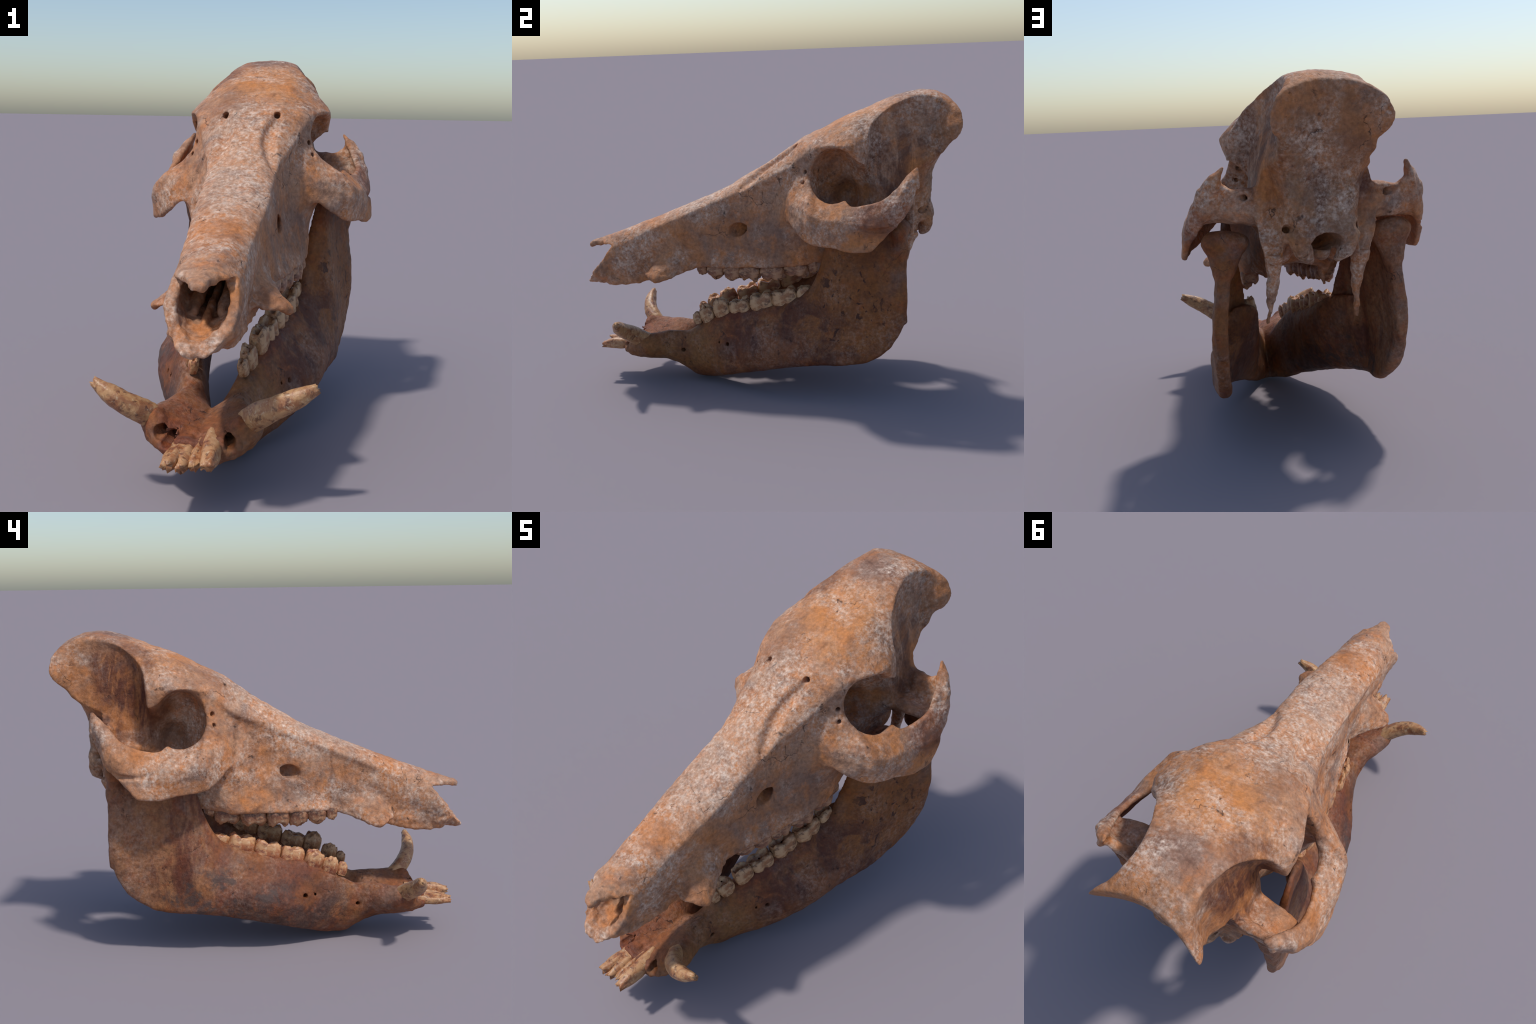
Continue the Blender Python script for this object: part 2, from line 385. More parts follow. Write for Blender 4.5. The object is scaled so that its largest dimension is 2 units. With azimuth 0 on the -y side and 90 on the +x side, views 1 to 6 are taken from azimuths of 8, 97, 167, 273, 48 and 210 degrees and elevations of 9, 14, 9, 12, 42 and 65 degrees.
    V[:, 0] += -.010 - .013 * V[:, 1] + .004 * low + .011 * np.clip(1 - np.abs(V[:, 1] + .35) / .45, 0, 1)
    V[:, 0] += .020 * np.clip((1.34 - V[:, 2]) / .15, 0, 1) * np.clip(1 - np.abs(V[:, 1] - .58) / .25, 0, 1) * np.clip((.32 - np.abs(s)) / .1, 0, 1)
    flare = np.clip((s - .30) / .12, 0, 1) * np.clip((V[:, 1] - .35) / .2, 0, 1)      # one arch bows out further
    V[:, 0] += .018 * flare
    V[:, 0] += .006 * np.clip((V[:, 2] - 1.2) / .1, 0, 1) * np.clip(1 - np.abs(V[:, 1] - .4) / .35, 0, 1)
    V[:, 2] += .014 * s
    return V, Q


# ================================================================= MANDIBLE
def jaw_mid(y):
    """the jaw sits slightly turned under the skull: x of its middle along y"""
    return pchip([-.95, -.65, -.2, .2, .6, .8], np.array([[-.022], [-.038], [-.030], [-.012], [-.004], [.000]]), np.atleast_1d(y))[:, 0]


def build_mandible():
    f = Field(0.50, -.88, .84, -.02, 1.02)
    # gum outside, upper cheek, bulge, lower cheek, base, inner base, inner middle, inner upper, gum inside
    body = [
        (-.815, [(.074, .215), (.100, .206), (.114, .188), (.100, .160), (.050, .142), (-.02, .142), (-.02, .18), (-.02, .20), (-.02, .212)]),
        (-.75, [(.105, .243), (.150, .243), (.184, .208), (.155, .160), (.070, .124), (-.02, .124), (-.02, .17), (-.02, .18), (-.02, .200)]),
        (-.68, [(.120, .266), (.180, .268), (.212, .226), (.178, .160), (.070, .112), (-.02, .108), (-.02, .16), (-.02, .19), (-.02, .216)]),
        (-.60, [(.098, .276), (.155, .268), (.182, .218), (.152, .155), (.060, .102), (-.02, .095), (-.02, .14), (-.02, .18), (-.02, .212)]),
        (-.53, [(.090, .282), (.132, .270), (.160, .210), (.138, .135), (.060, .078), (-.02, .070), (-.02, .12), (-.02, .18), (-.02, .216)]),
        (-.47, [(.088, .280), (.130, .262), (.155, .190), (.142, .105), (.075, .050), (-.02, .040), (-.02, .09), (-.01, .16), (.020, .225)]),
        (-.41, [(.106, .308), (.142, .278), (.168, .190), (.152, .080), (.085, .020), (-.02, .008), (.000, .08), (.025, .18), (.055, .282)]),
        (-.30, [(.142, .362), (.178, .322), (.212, .212), (.190, .082), (.130, .030), (.060, .026), (.045, .12), (.065, .27), (.084, .360)]),
        (-.20, [(.165, .405), (.210, .340), (.266, .225), (.250, .105), (.178, .066), (.105, .075), (.082, .18), (.086, .31), (.103, .400)]),
        (-.08, [(.187, .428), (.240, .365), (.320, .250), (.308, .148), (.245, .104), (.155, .114), (.110, .22), (.096, .34), (.116, .424)]),
        (.05, [(.210, .462), (.268, .400), (.350, .285), (.342, .190), (.290, .140), (.208, .150), (.142, .25), (.116, .36), (.130, .456)]),
        (.20, [(.233, .515), (.282, .455), (.350, .330), (.355, .215), (.325, .172), (.258, .190), (.195, .29), (.152, .40), (.144, .510)]),
        (.30, [(.253, .550), (.292, .485), (.350, .350), (.360, .230), (.342, .190), (.302, .205), (.272, .30), (.215, .42), (.185, .545)]),
        (.37, [(.280, .560), (.305, .490), (.345, .350), (.353, .260), (.345, .230), (.325, .240), (.305, .32), (.268, .42), (.245, .550)]),
    ]
    f.add(*f.loft(body, half=False), k=0)
    ramus = [
        (.18, [(.225, .480, .022), (.272, .395, .026), (.315, .280, .028), (.325, .215, .022)]),
        (.26, [(.232, .590, .022), (.280, .480, .026), (.332, .340, .030), (.345, .222, .026)]),
        (.315, [(.258, .760, .020), (.288, .600, .026), (.338, .400, .028), (.352, .220, .026)]),
        (.37, [(.288, .930, .015), (.306, .690, .023), (.346, .430, .024), (.354, .218, .026)]),
        (.44, [(.305, .975, .012), (.320, .700, .021), (.356, .440, .020), (.354, .222, .026)]),
        (.51, [(.324, .940, .013), (.338, .700, .014), (.369, .450, .013), (.356, .235, .028)]),
        (.58, [(.340, .860, .018), (.354, .690, .015), (.380, .460, .014), (.363, .274, .029)]),
        (.635, [(.350, .870, .026), (.362, .690, .026), (.385, .480, .026), (.373, .322, .029)]),
        (.68, [(.345, .890, .032), (.366, .720, .032), (.386, .520, .032), (.381, .395, .029)]),
        (.706, [(.345, .890, .026), (.364, .740, .028), (.384, .560, .028), (.382, .445, .022)]),
    ]
    f.add(*f.plate(ramus), k=0.03)
    f.add(*f.tube([(.285, .680, .890, .030), (.335, .694, .900, .042), (.385, .686, .903, .040), (.410, .678, .890, .026)]), k=0.02)
    f.add(*f.tube([(.288, .682, .892, .028), (.345, .686, .790, .034)]), k=0.03)
    f.add(*f.tube([(.405, .680, .895, .028), (.370, .686, .790, .034)]), k=0.03)
    # canine socket swelling
    f.add(*f.tube([(.135, -.60, .212, .038), (.150, -.68, .227, .045), (.156, -.725, .237, .040)]), k=0.03)
    # mental foramina
    for y, z, s, r in ((-.477, .188, .150, .010), (-.385, .204, .165, .006), (-.215, .255, .245, .010), (-.26, .255, .215, .007)):
        f.cut(*f.tube([(s, y, z, r), (s - .06, y + .02, z, r * .8)]), k=0.004)
    # mandibular foramen inside
    f.cut(*f.tube([(.29, .47, .60, .020), (.332, .50, .575, .014)]), k=0.01)
    v, xs = f.mirrored()
    # empty incisor sockets: one on the left side of the picture pair, one on the right
    Yg = f.y[None, :, None]; Zg = f.z[None, None, :]; Xg = xs[:, None, None]
    for x, y, z, r in ((.112, -.785, .212, .022), (-.098, -.81, .205, .025), (-.130, -.785, .222, .021)):
        px, py, pz = x * .8, y + .10, z + .012
        e = np.array([px - x, py - y, pz - z]); L = e @ e
        t = np.clip(((Xg - x) * e[0] + (Yg - y) * e[1] + (Zg - z) * e[2]) / L, -.6, 1)
        d = np.sqrt((Xg - x - t * e[0]) ** 2 + (Yg - y - t * e[1]) ** 2 + (Zg - z - t * e[2]) ** 2) - r * (1 - .35 * t)
        v = smax(v, (-d).astype(F), 0.006)
    V, Q = skin(v, xs, f.y, f.z)
    V = relax(V, Q, 2)
    V = roughen(V, Q, [(9, .0035, 5.1), (24, .0028, 2.3), (60, .0012, 4.9)], lambda V: 1 + 1.6 * np.clip((-.68 - V[:, 1]) / .06, 0, 1))
    s = V[:, 0].copy()
    V[:, 0] += jaw_mid(V[:, 1])
    V[:, 0] += .010 * np.clip(-s / .3, 0, 1) * np.clip((V[:, 1] - .3) / .2, 0, 1)        # one branch leans in
    V[:, 2] += .006 * s + .012 * np.clip(-s / .3, 0, 1)
    return V, Q


# ================================================================= MATERIALS
class Nodes:
    def __init__(self, name):
        self.m = bpy.data.materials.new(name); self.m.use_nodes = True
        self.t = self.m.node_tree; self.t.nodes.clear()
        self.out = self.n('ShaderNodeOutputMaterial'); self.b = self.n('ShaderNodeBsdfPrincipled')
        self.t.links.new(self.b.outputs[0], self.out.inputs[0])
        self.co = self.n('ShaderNodeTexCoord').outputs['Object']

    def n(self, t, **kw):
        x = self.t.nodes.new(t)
        for k, v in kw.items():
            setattr(x, k, v)
        return x

    def set(self, sock, v):
        if isinstance(v, bpy.types.NodeSocket):
            self.t.links.new(v, sock)
        else:
            sock.default_value = v

    def noise(self, scale, detail=4, rough=.55, dist=0., off=0., stretch=None):
        mp = self.n('ShaderNodeMapping'); self.set(mp.inputs[0], self.co)
        mp.inputs['Location'].default_value = (off, off * 1.3, -off)
        if stretch:
            mp.inputs['Scale'].default_value = stretch
        x = self.n('ShaderNodeTexNoise')
        self.set(x.inputs['Vector'], mp.outputs[0])
        x.inputs['Scale'].default_value = scale; x.inputs['Detail'].default_value = detail
        x.inputs['Roughness'].default_value = rough; x.inputs['Distortion'].default_value = dist
        return x.outputs[0]

    def ramp(self, v, a, b, lo=0., hi=1.):
        x = self.n('ShaderNodeMapRange', interpolation_type='SMOOTHSTEP')
        self.set(x.inputs[0], v)
        for i, q in zip((1, 2, 3, 4), (a, b, lo, hi)):
            x.inputs[i].default_value = q
        return x.outputs[0]

    def math(self, op, a, b=0.):
        x = self.n('ShaderNodeMath', operation=op, use_clamp=False)
        self.set(x.inputs[0], a); self.set(x.inputs[1], b)
        return x.outputs[0]

    def mix(self, f, a, b, mode='MIX'):
        x = self.n('ShaderNodeMix', data_type='RGBA', blend_type=mode)
        self.set(x.inputs[0], f); self.set(x.inputs[6], a); self.set(x.inputs[7], b)
        return x.outputs[2]

    def blob(self, c, r, soft=.35):
        """soft ellipsoidal mask, ragged by noise"""
        mp = self.n('ShaderNodeVectorMath', operation='SUBTRACT'); self.set(mp.inputs[0], self.co); mp.inputs[1].default_value = c
        dv = self.n('ShaderNodeVectorMath', operation='DIVIDE'); self.set(dv.inputs[0], mp.outputs[0]); dv.inputs[1].default_value = r
        ln = self.n('ShaderNodeVectorMath', operation='LENGTH'); self.set(ln.inputs[0], dv.outputs[0])
        d = self.math('ADD', ln.outputs['Value'], self.math('MULTIPLY', self.math('SUBTRACT', self.noise(9, 4, .6, off=c[0] * 7 + c[1]), .5), 1.1))
        return self.ramp(d, 1 + soft, 1 - soft)


def rgb(r, g, b):
    f = lambda c: (c / 255 / 12.92) if c / 255 < .04045 else ((c / 255 + .055) / 1.055) ** 2.4
    return (f(r), f(g), f(b), 1)


def bone_material(name, kind):
    k = Nodes(name)
    tan = rgb(176, 132, 102) if kind == 'head' else rgb(148, 98, 64); orange = rgb(190, 122, 70) if kind == 'head' else rgb(158, 88, 42); pale = rgb(222, 200, 182); grey = rgb(120, 104, 98)
    brown = rgb(112, 72, 50); dark = rgb(58, 40, 34); red = rgb(112, 56, 38); amber = rgb(150, 92, 40); soot = rgb(74, 62, 58)
    M = lambda a, b: k.math('MULTIPLY', a, b)
    c = k.mix(k.ramp(k.noise(4.5, 6, .62, .4, 1.3), .42, .62), tan, orange)
    c = k.mix(M(k.ramp(k.noise(6, 6, .65, .5, 4.7), .48, .68), .75), c, brown)
    streak = k.ramp(k.noise(9, 5, .65, .4, 3.9, (1, 1.1, .22)), .46, .64)
    if kind == 'jaw':
        c = k.mix(M(k.ramp(k.noise(3.0, 5, .62, .5, 9.1), .45, .64), .8), c, amber)
        c = k.mix(M(k.ramp(k.noise(3.8, 6, .65, .7, 2.9), .44, .62), .85), c, red)
        c = k.mix(M(k.blob((.36, .42, .50), (.20, .34, .34)), .75), c, rgb(146, 92, 44))          # amber branch
        c = k.mix(M(k.blob((-.36, .48, .55), (.25, .34, .40)), .70), c, rgb(168, 116, 78))        # pale branch on the other side
        c = k.mix(M(k.blob((.10, -.50, .20), (.14, .28, .12)), .6), c, rgb(150, 104, 58))
        c = k.mix(M(streak, k.math('MULTIPLY', k.blob((-.36, .30, .50), (.3, .22, .45)), .8)), c, red)
        c = k.mix(M(k.blob((-.24, -.12, .16), (.14, .26, .10)), .75), c, soot)                    # sooty underside
        c = k.mix(M(k.blob((.30, .05, .22), (.16, .16, .16)), .55), c, rgb(98, 70, 64))
        c = k.mix(M(k.blob((-.27, -.12, .36), (.10, .22, .07)), .5), c, rgb(116, 64, 44))
    else:
        c = k.mix(M(k.blob((0, .42, 1.42), (.26, .22, .14)), .55), c, rgb(186, 122, 66))          # warm forehead
        c = k.mix(M(k.blob((.02, -.20, 1.05), (.16, .34, .16)), .45), c, rgb(182, 148, 124))      # bleached bridge
        c = k.mix(M(k.blob((-.05, .70, 1.54), (.16, .10, .06), .6), .6), c, rgb(108, 84, 76))
        c = k.mix(M(k.blob((.17, .00, .80), (.07, .42, .14), .5), .65), c, rgb(118, 98, 88))      # greyer patch on the +x cheek
        c = k.mix(M(streak, k.math('MULTIPLY', k.blob((-.17, -.10, .85), (.07, .50, .20)), .75)), c, rgb(104, 64, 44))
        c = k.mix(M(k.blob((.47, .60, .98), (.08, .14, .10)), .6), c, rgb(128, 66, 42))
        c = k.mix(M(k.blob((0, .90, 1.25), (.26, .12, .34)), .55), c, rgb(132, 94, 66))
        c = k.mix(M(k.blob((0, .85, .95), (.30, .14, .25)), .45), c, rgb(146, 106, 66))
    head = kind == 'head'
    # middle-sized tints: pink-grey, rust, soot
    c = k.mix(M(k.ramp(k.noise(17, 6, .68, .5, 15.3), .46, .68), .50), c, rgb(150, 116, 98) if head else rgb(116, 74, 54))
    c = k.mix(M(k.ramp(k.noise(14, 6, .68, .5, 21.7), .48, .66), .60), c, rgb(194, 120, 66) if head else rgb(152, 80, 38))
    c = k.mix(M(k.ramp(k.noise(5.5, 6, .68, .4, 7.7), .50, .70), .55), c, grey)
    c = k.mix(M(k.ramp(k.noise(19, 7, .7, .4, 2.4), .54, .72), .60), c, rgb(98, 66, 52) if head else rgb(70, 38, 30))
    if head:
        c = k.mix(M(k.blob((-.02, .46, 1.42), (.24, .20, .16), .6), .45), c, rgb(196, 126, 68))
        c = k.mix(M(k.blob((.0, -.66, .90), (.14, .16, .08), .6), .40), c, rgb(186, 118, 72))
        c = k.mix(M(k.blob((-.02, .72, 1.53), (.15, .08, .06), .6), .35), c, rgb(112, 80, 68))
    fossa = None
    if head:
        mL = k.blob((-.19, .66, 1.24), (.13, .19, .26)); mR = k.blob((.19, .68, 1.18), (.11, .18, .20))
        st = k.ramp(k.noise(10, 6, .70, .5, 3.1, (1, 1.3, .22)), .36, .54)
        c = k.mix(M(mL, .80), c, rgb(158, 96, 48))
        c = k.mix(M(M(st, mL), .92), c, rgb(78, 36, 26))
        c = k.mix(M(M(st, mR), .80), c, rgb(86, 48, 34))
        rear = k.blob((0, .90, 1.20), (.24, .10, .36))
        c = k.mix(M(rear, .35), c, rgb(140, 98, 66))
        c = k.mix(M(M(k.ramp(k.noise(13, 5, .66, .4, 8.8, (1, 1, .45)), .50, .64), rear), .75), c, rgb(88, 52, 42))
        arch_r = k.blob((.48, .62, .98), (.08, .16, .10))
        c = k.mix(M(arch_r, .45), c, rgb(126, 70, 46))
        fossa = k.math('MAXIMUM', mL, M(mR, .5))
    else:
        c = k.mix(M(k.blob((-.25, -.12, .33), (.12, .30, .12)), .55), c, rgb(112, 58, 38))
        c = k.mix(M(M(k.ramp(k.noise(8, 6, .70, .6, 5.4), .44, .58), k.blob((-.26, -.05, .20), (.16, .46, .16))), .75), c, rgb(68, 44, 38))
        c = k.mix(M(M(k.ramp(k.noise(9, 6, .70, .5, 9.4, (1, 1, .3)), .46, .60), k.blob((-.36, .34, .55), (.16, .22, .34))), .75), c, rgb(96, 48, 34))
        c = k.mix(M(k.blob((.34, .40, .50), (.16, .24, .30)), .50), c, rgb(148, 90, 40))
        c = k.mix(M(M(k.ramp(k.noise(6, 6, .70, .6, 13.4), .44, .58), k.blob((.28, .10, .30), (.18, .50, .26))), .8), c, rgb(84, 42, 30))
        c = k.mix(M(k.blob((.10, -.46, .20), (.16, .26, .12)), .45), c, rgb(150, 102, 56))
        c = k.mix(M(k.blob((-.03, -.60, .24), (.16, .22, .08)), .35), c, rgb(140, 78, 48))
    c = k.mix(M(k.ramp(k.noise(3.1, 5, .62, .6, 51.0), .50, .64), .45), c, rgb(196, 124, 66) if head else rgb(142, 84, 38))
    c = k.mix(M(k.ramp(k.noise(3.7, 6, .66, .6, 61.0), .52, .66), .50), c, rgb(116, 84, 68) if head else rgb(82, 46, 34))
    # bleached, chalky grain, strongest on brow and bridge
    wear = k.blob((.0, .06, 1.20), (.20, .30, .16), .5) if head else k.blob((.28, .00, .24), (.10, .08, .18))
    wear2 = k.blob((.03, -.30, 1.02), (.16, .22, .14), .5) if head else k.blob((-.40, .62, .50), (.12, .14, .30))
    big = k.math('MAXIMUM', k.ramp(k.noise(4.2, 5, .62, .3, 6.6), .40, .68), M(k.math('MAXIMUM', wear, wear2), M(.95, k.ramp(k.noise(6.5, 6, .66, .4, 41.0), .30, .58, .5, 1.))))
    if fossa is not None:
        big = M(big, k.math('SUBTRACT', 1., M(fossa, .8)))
    fine = k.ramp(k.noise(46, 6, .66, 0, 3.3), .40, .70)
    grain = k.ramp(k.noise(95, 4, .6, 0, 13.3), .40, .66)
    c = k.mix(M(M(big, k.math('ADD', M(fine, .65), M(grain, .35))), 1.0 if head else .26), c, pale)
    c = k.mix(M(k.ramp(k.noise(36, 6, .66, 0, 31.3), .44, .74), .38), c, rgb(100, 64, 46) if head else rgb(70, 38, 28))
    tone = k.ramp(k.noise(70, 5, .62, 0, 17.1), .28, .72, *((.84, 1.18) if head else (.72, 1.04)))
    tc = k.n('ShaderNodeCombineColor'); [k.set(tc.inputs[i], tone) for i in range(3)]
    c = k.mix(1., c, tc.outputs[0], 'MULTIPLY')
    sp = M(k.ramp(k.noise(21, 5, .66, .3, 5.2), .60, .70), k.ramp(k.noise(4.6, 3, .5, 0, 8.4), .42, .62))
    if not head:
        sp = k.math('MAXIMUM', sp, M(k.ramp(k.noise(22, 3, .60, .6, 6.1), .60, .66), k.blob((.37, .42, .55), (.12, .20, .24))))
        c = k.mix(M(M(k.ramp(k.noise(10, 7, .72, .5, 4.4), .48, .60), k.blob((-.33, .20, .28), (.16, .36, .14))), .8), c, soot)
    c = k.mix(M(sp, .85), c, dark if head else rgb(54, 28, 24))
    # hairline cracks
    vm = k.n('ShaderNodeVectorMath', operation='ADD'); k.set(vm.inputs[0], k.co)
    nz = k.n('ShaderNodeTexNoise'); k.set(nz.inputs[0], k.co); nz.inputs['Scale'].default_value = 7; nz.inputs['Detail'].default_value = 5
    sc = k.n('ShaderNodeVectorMath', operation='SCALE'); k.set(sc.inputs[0], nz.outputs['Color']); sc.inputs['Scale'].default_value = .22
    k.set(vm.inputs[1], sc.outputs[0])
    vo = k.n('ShaderNodeTexVoronoi', feature='DISTANCE_TO_EDGE'); k.set(vo.inputs['Vector'], vm.outputs[0]); vo.inputs['Scale'].default_value = 5.5
    crack = M(k.ramp(vo.outputs['Distance'], .012, .002), k.ramp(k.noise(5, 4, .6, 0, 12.3), .56, .64))
    c = k.mix(M(crack, .8), c, dark)
    k.set(k.b.inputs['Base Color'], c)
    k.b.inputs['Roughness'].default_value = .6
    k.b.inputs['Specular IOR Level'].default_value = .3
    hgt = k.math('ADD', k.noise(80, 6, .7, .3, 1.1), M(k.noise(20, 5, .6, .2, 2.2), 1.6))
    hgt = k.math('SUBTRACT', hgt, M(k.math('ADD', sp, crack), .8))
    bp = k.n('ShaderNodeBump'); bp.inputs['Strength'].default_value = .45; bp.inputs['Distance'].default_value = .010
    k.set(bp.inputs['Height'], hgt); k.set(k.b.inputs['Normal'], bp.outputs[0])
    return k.m


def tooth_material(name, base, stain, deep, size):
    """size: how many metres one unit of the tooth's own coordinates spans"""
    k = Nodes(name)
    n = lambda sc, *a: k.noise(sc * size, *a)
    c = k.mix(k.ramp(n(22, 5, .65, .5, 1.7), .42, .62), base, stain)
    c = k.mix(k.math('MULTIPLY', k.ramp(n(34, 6, .7, .4, 4.1), .50, .66), .85), c, deep)
    c = k.mix(k.math('MULTIPLY', k.ramp(n(60, 5, .7, .3, 8.1), .54, .70), .5), c, rgb(214, 194, 160))
    k.set(k.b.inputs['Base Color'], c); k.b.inputs['Roughness'].default_value = .42
    bp = k.n('ShaderNodeBump'); bp.inputs['Strength'].default_value = .35; bp.inputs['Distance'].default_value = .006
    k.set(bp.inputs['Height'], n(60, 5, .65)); k.set(k.b.inputs['Normal'], bp.outputs[0])
    return k.m


# ================================================================= OBJECTS
COL = bpy.context.scene.collection


def add_object(name, data, parent):
    o = bpy.data.objects.new(name, data); COL.objects.link(o); o.parent = parent
    return o


def mesh_from(name, V, Q, mat, N=None):
    me = bpy.data.meshes.new(name)
    me.vertices.add(len(V)); me.vertices.foreach_set('co', V.astype(F).ravel())
    n = Q.shape[1]
    me.loops.add(Q.size); me.loops.foreach_set('vertex_index', Q.astype(np.int32).ravel())
    me.polygons.add(len(Q)); me.polygons.foreach_set('loop_start', np.arange(0, Q.size, n, dtype=np.int32))
    me.update(calc_edges=True); me.validate()
    me.shade_smooth()
    if N is not None:
        me.normals_split_custom_set_from_vertices(N.tolist())
    me.materials.append(mat)
    return me


def split(V, Q, label):
    """faces by region -> {region: (V, Q, N)} with the whole body's normals"""
    N = normals(V, Q); out = {}
    for r in np.unique(label):
        q = Q[label == r]; u, inv = np.unique(q, return_inverse=True)
        out[int(r)] = (V[u], inv.reshape(q.shape), N[u])
    return out


skull = bpy.data.objects.new('pig_skull', None); COL.objects.link(skull)
skull['label'] = 'weathered brown pig skull with open lower jaw and tusks'
skull['category'] = 'animal skull'

M_head = bone_material('weathered_bone', 'head')
M_jaw = bone_material('stained_jaw_bone', 'jaw')
M_tooth = tooth_material('stained_enamel', rgb(196, 156, 116), rgb(158, 106, 68), rgb(92, 58, 42), .085)
M_tooth_warm = tooth_material('reddish_enamel', rgb(198, 150, 106), rgb(164, 98, 62), rgb(108, 48, 34), .085)
M_tooth_dark = tooth_material('darkened_enamel', rgb(172, 126, 92), rgb(130, 82, 58), rgb(70, 42, 34), .085)
M_tusk = tooth_material('tusk_ivory', rgb(184, 140, 96), rgb(150, 98, 64), rgb(88, 52, 40), 1.)
M_incisor = tooth_material('incisor_dentine', rgb(186, 140, 98), rgb(156, 98, 60), rgb(96, 54, 38), 1.)

V, Q = build_cranium()
C = V[Q].mean(1); x = np.abs(C[:, 0] + .010 + .013 * C[:, 1]); y = C[:, 1]; z = C[:, 2]
lab = np.zeros(len(Q), int)
lab[y < .02] = 1
arch_mask = (x > .27) & (y > .2) & (z < 1.15 + (y - .6).clip(0) * .5)
lab[arch_mask & (C[:, 0] > 0)] = 2
lab[arch_mask & (C[:, 0] < 0)] = 3
lab[(y > .82) & (lab == 0)] = 4
reg = split(V, Q, lab)
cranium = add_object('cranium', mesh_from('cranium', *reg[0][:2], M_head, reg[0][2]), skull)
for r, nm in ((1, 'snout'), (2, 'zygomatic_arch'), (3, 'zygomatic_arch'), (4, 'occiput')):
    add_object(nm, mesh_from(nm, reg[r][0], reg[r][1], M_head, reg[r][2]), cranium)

V, Q = build_mandible()
C = V[Q].mean(1)
lab = np.where((C[:, 1] > .27), np.where(C[:, 0] > 0, 1, 2), 0)
reg = split(V, Q, lab)
mandible = add_object('mandible', mesh_from('mandible', *reg[0][:2], M_jaw, reg[0][2]), skull)
for r in (1, 2):
    add_object('jaw_ramus', mesh_from('jaw_ramus', reg[r][0], reg[r][1], M_jaw, reg[r][2]), mandible)


# ---------------------------------------------------------------- teeth
def crown_mesh(name, lobes, pointed, seed):
    """unit crown: length along y, width along x, height z 0..1; bulging walls, furrows between lobes, worn cusps"""
    nu, nr = 44, 9
    rows = [(.84, 0), (.93, .10), (.99, .25), (1.02, .42), (1.01, .58), (.97, .72), (.91, .83), (.83, .90)] + [(.83 * (1 - (k / nr)), None) for k in range(1, nr)]
    V = []
    e = .72
    for k, h in rows:
        for i in range(nu):
            a = 2 * math.pi * i / nu
            ca, sa = math.cos(a), math.sin(a)
            X = math.copysign(abs(ca) ** e, ca) * .5; Y = math.copysign(abs(sa) ** e, sa) * .5
            furrow = 1.
            if lobes > 1:
                furrow = 1 - .20 * math.exp(-((Y / .09) ** 2))
            x_, y_ = X * k * furrow, Y * k
            zz = h if h is not None else .90
            up = min(max((zz - .55) / .35, 0), 1)
            cy = (math.cos(2 * math.pi * y_ * lobes + (math.pi if lobes == 2 else 0)) * .5 + .5)
            cx = math.exp(-(((abs(x_) - .24) / .13) ** 2)) if pointed < .4 else math.exp(-(((x_ + .16) / .22) ** 2))
            basin = -.16 * math.exp(-((x_ / .16) ** 2) - ((y_ / .34) ** 2)) * (1 - pointed)
            zz += up * ((.14 + .30 * pointed) * cy * cx - .10 * pointed * (1 - cy) + (basin if h is None else 0))
            n1 = noise.noise(Vector((x_ * 3.5 + seed * 3.1, y_ * 3.5, zz * 2.5))); n2 = noise.noise(Vector((x_ * 9, y_ * 9 + seed, zz * 7)))
            g = 1 + .12 * n1 + .04 * n2
            V.append((x_ * g, y_ * g, zz + (.09 * n1 + .05 * n2) * (.3 + up)))
    m = len(rows)
    Q = [(j * nu + i, j * nu + (i + 1) % nu, (j + 1) * nu + (i + 1) % nu, (j + 1) * nu + i) for j in range(m - 1) for i in range(nu)]
    return np.array(V), np.array(Q)


crowns = {}
def crown(lobes, pointed, seed, mat):
    key = (lobes, pointed, seed, mat.name)
    if key not in crowns:
        V, Q = crown_mesh('tooth', lobes, pointed, seed)
        crowns[key] = mesh_from('tooth_crown', V, Q, mat)
    return crowns[key]


def place_tooth(name, parent, me, pos, size, yaw, up=1, tilt=0.):
    o = add_object(name, me, parent)
    j = lambda a: random.uniform(-a, a)
    o.location = (pos[0] + j(.003), pos[1] + j(.002), pos[2] + j(.004)); o.scale = (size[0] * (1 + j(.08)), size[1], size[2] * (1 + j(.07)))
    o.rotation_euler = (tilt + j(.07) + (math.pi if up < 0 else 0), j(.10), yaw + j(.10))
    return o


# lower row: y centre, length, outer s, gum z, width, height, lobes, pointed
lower = [(-.392, .048, .120, .345, .042, .038, 1, .3), (-.328, .080, .143, .360, .058, .072, 1, .45), (-.243, .092, .162, .388, .070, .080, 1, .12),
         (-.138, .118, .182, .412, .080, .072, 2, 0.), (-.016, .130, .206, .440, .088, .078, 2, 0.), (.112, .135, .224, .474, .088, .076, 2, 0.), (.215, .085, .232, .508, .074, .058, 1, 0.)]
upper = [(-.345, .056, .150, .660, .042, .048, 1, .25), (-.268, .092, .178, .662, .064, .062, 1, .8), (-.178, .094, .196, .662, .078, .074, 1, .12),
         (-.078, .112, .216, .662, .090, .066, 2, .35), (.040, .126, .236, .664, .098, .066, 2, .4), (.164, .124, .240, .674, .098, .068, 2, .4), (.252, .066, .222, .695, .082, .056, 1, .2)]
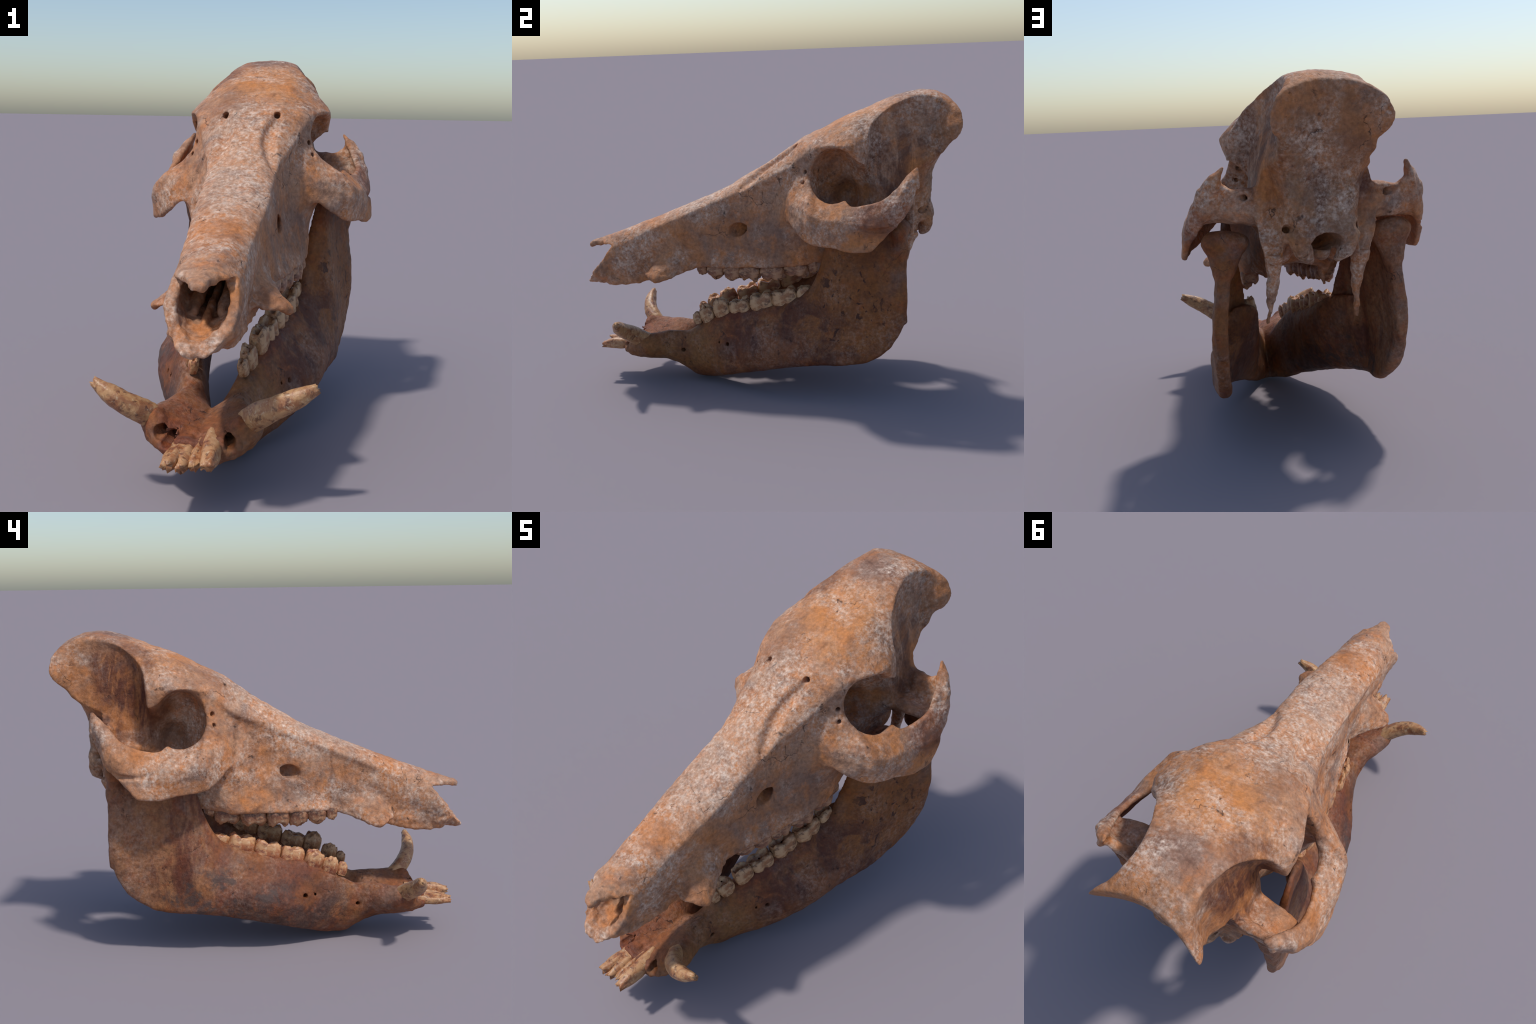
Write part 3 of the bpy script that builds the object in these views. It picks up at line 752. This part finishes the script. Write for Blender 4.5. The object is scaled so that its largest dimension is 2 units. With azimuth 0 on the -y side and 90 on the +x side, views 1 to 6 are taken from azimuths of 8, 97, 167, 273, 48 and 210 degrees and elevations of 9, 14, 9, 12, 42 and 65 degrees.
for side in (1, -1):
    for i, (yc, ln, so, zg, wd, ht, lo, po) in enumerate(lower):
        xc = float(jaw_mid(yc)[0]) + side * (so - wd / 2)
        place_tooth('molar' if i > 2 else 'premolar', mandible, crown(lo, po, i + 3, M_tooth if side > 0 else M_tooth_warm),
                    (xc, yc, zg - .022), (wd, ln * 1.03, ht + .022), -side * .19, 1, .26)
    for i, (yc, ln, so, zg, wd, ht, lo, po) in enumerate(upper):
        xc = -.004 + side * (so - wd / 2 - .006)
        place_tooth('molar' if i > 2 else 'premolar', cranium, crown(lo, po, i + 23, M_tooth_dark),
                    (xc, yc, zg + .016), (wd, ln * 1.04, ht + .008), -side * .19, -1, 0)


def tooth_tube(pts, ridges=0., seed=0, nu=24, chip=.01):
    """curved tooth: (x, y, z, ra, rb) swept; furrowed lengthwise, with a chipped end"""
    P = spline(pts, 7); n = len(P); V = []
    for j in range(n):
        p = Vector(P[j][:3]); q = Vector(P[min(j + 1, n - 1)][:3]); o = Vector(P[max(j - 1, 0)][:3])
        d = (q - o).normalized(); a = d.cross(Vector((0, 0, 1))).normalized(); b = a.cross(d)
        for i in range(nu):
            t = 2 * math.pi * i / nu; ca, sa = math.cos(t), math.sin(t)
            r = 1 + ridges * (1.6 * noise.noise(Vector((ca * 1.3, sa * 1.3, seed + j * .05))) + .9 * noise.noise(Vector((ca * 3, sa * 3, seed + 5 + j * .12))))
            r += .05 * noise.noise(Vector((ca, sa, seed + j * .6)))
            end = max(0, (j - n + 4) / 3)
            V.append(p + a * ca * P[j][3] * r + b * sa * P[j][4] * r + d * end * chip * noise.noise(Vector((ca * 2, sa * 2, seed + 9))) * 2)
    Q = [(j * nu + i, j * nu + (i + 1) % nu, (j + 1) * nu + (i + 1) % nu, (j + 1) * nu + i) for j in range(n - 1) for i in range(nu)]
    V.append(Vector(P[-1][:3])); k = len(V) - 1
    Q += [((n - 1) * nu + i, (n - 1) * nu + (i + 1) % nu, k, k) for i in range(nu)]
    V = np.array([tuple(v) for v in V])
    return V, Q


def poly_object(name, V, Q, mat, parent):
    me = bpy.data.meshes.new(name)
    me.from_pydata([tuple(v) for v in V], [], [tuple(dict.fromkeys(q)) for q in Q]); me.validate(); me.shade_smooth(); me.materials.append(mat)
    return add_object(name, me, parent)


tusk = {1: [(.085, -.620, .215, .032, .036), (.118, -.690, .250, .037, .042), (.170, -.742, .296, .039, .043), (.235, -.772, .340, .035, .038), (.300, -.777, .376, .030, .032), (.362, -.766, .408, .013, .018)],
        -1: [(-.170, -.620, .212, .032, .036), (-.198, -.688, .245, .037, .042), (-.245, -.735, .285, .038, .042), (-.300, -.762, .322, .034, .037), (-.350, -.766, .352, .028, .031), (-.396, -.757, .382, .013, .018)]}
for side in (1, -1):
    poly_object('canine_tooth', *tooth_tube(tusk[side], .10, 4 + side, chip=.012), M_tusk, mandible)

inc = [((.020, -.72, .212, .022, .022), (.032, -.82, .206, .032, .028), (.038, -.89, .203, .031, .026), (.044, -.946, .200, .021, .017)),
       ((-.012, -.76, .190, .022, .022), (-.010, -.84, .190, .028, .027), (-.006, -.885, .187, .025, .022), (-.004, -.918, .184, .018, .015)),
       ((-.044, -.76, .188, .022, .022), (-.044, -.84, .188, .028, .028), (-.043, -.89, .185, .026, .024), (-.045, -.936, .182, .018, .015)),
       ((-.076, -.74, .190, .022, .022), (-.079, -.82, .192, .031, .030), (-.082, -.89, .192, .030, .027), (-.087, -.944, .192, .022, .019))]
for i, pts in enumerate(inc):
    pts = [(p[0] - .010, p[1] - .004, p[2] - .008 * (p[1] < -.8), *p[3:]) for p in pts]
    poly_object('incisor', *tooth_tube(pts, .22, i * 2.3, chip=.016), M_incisor, mandible)
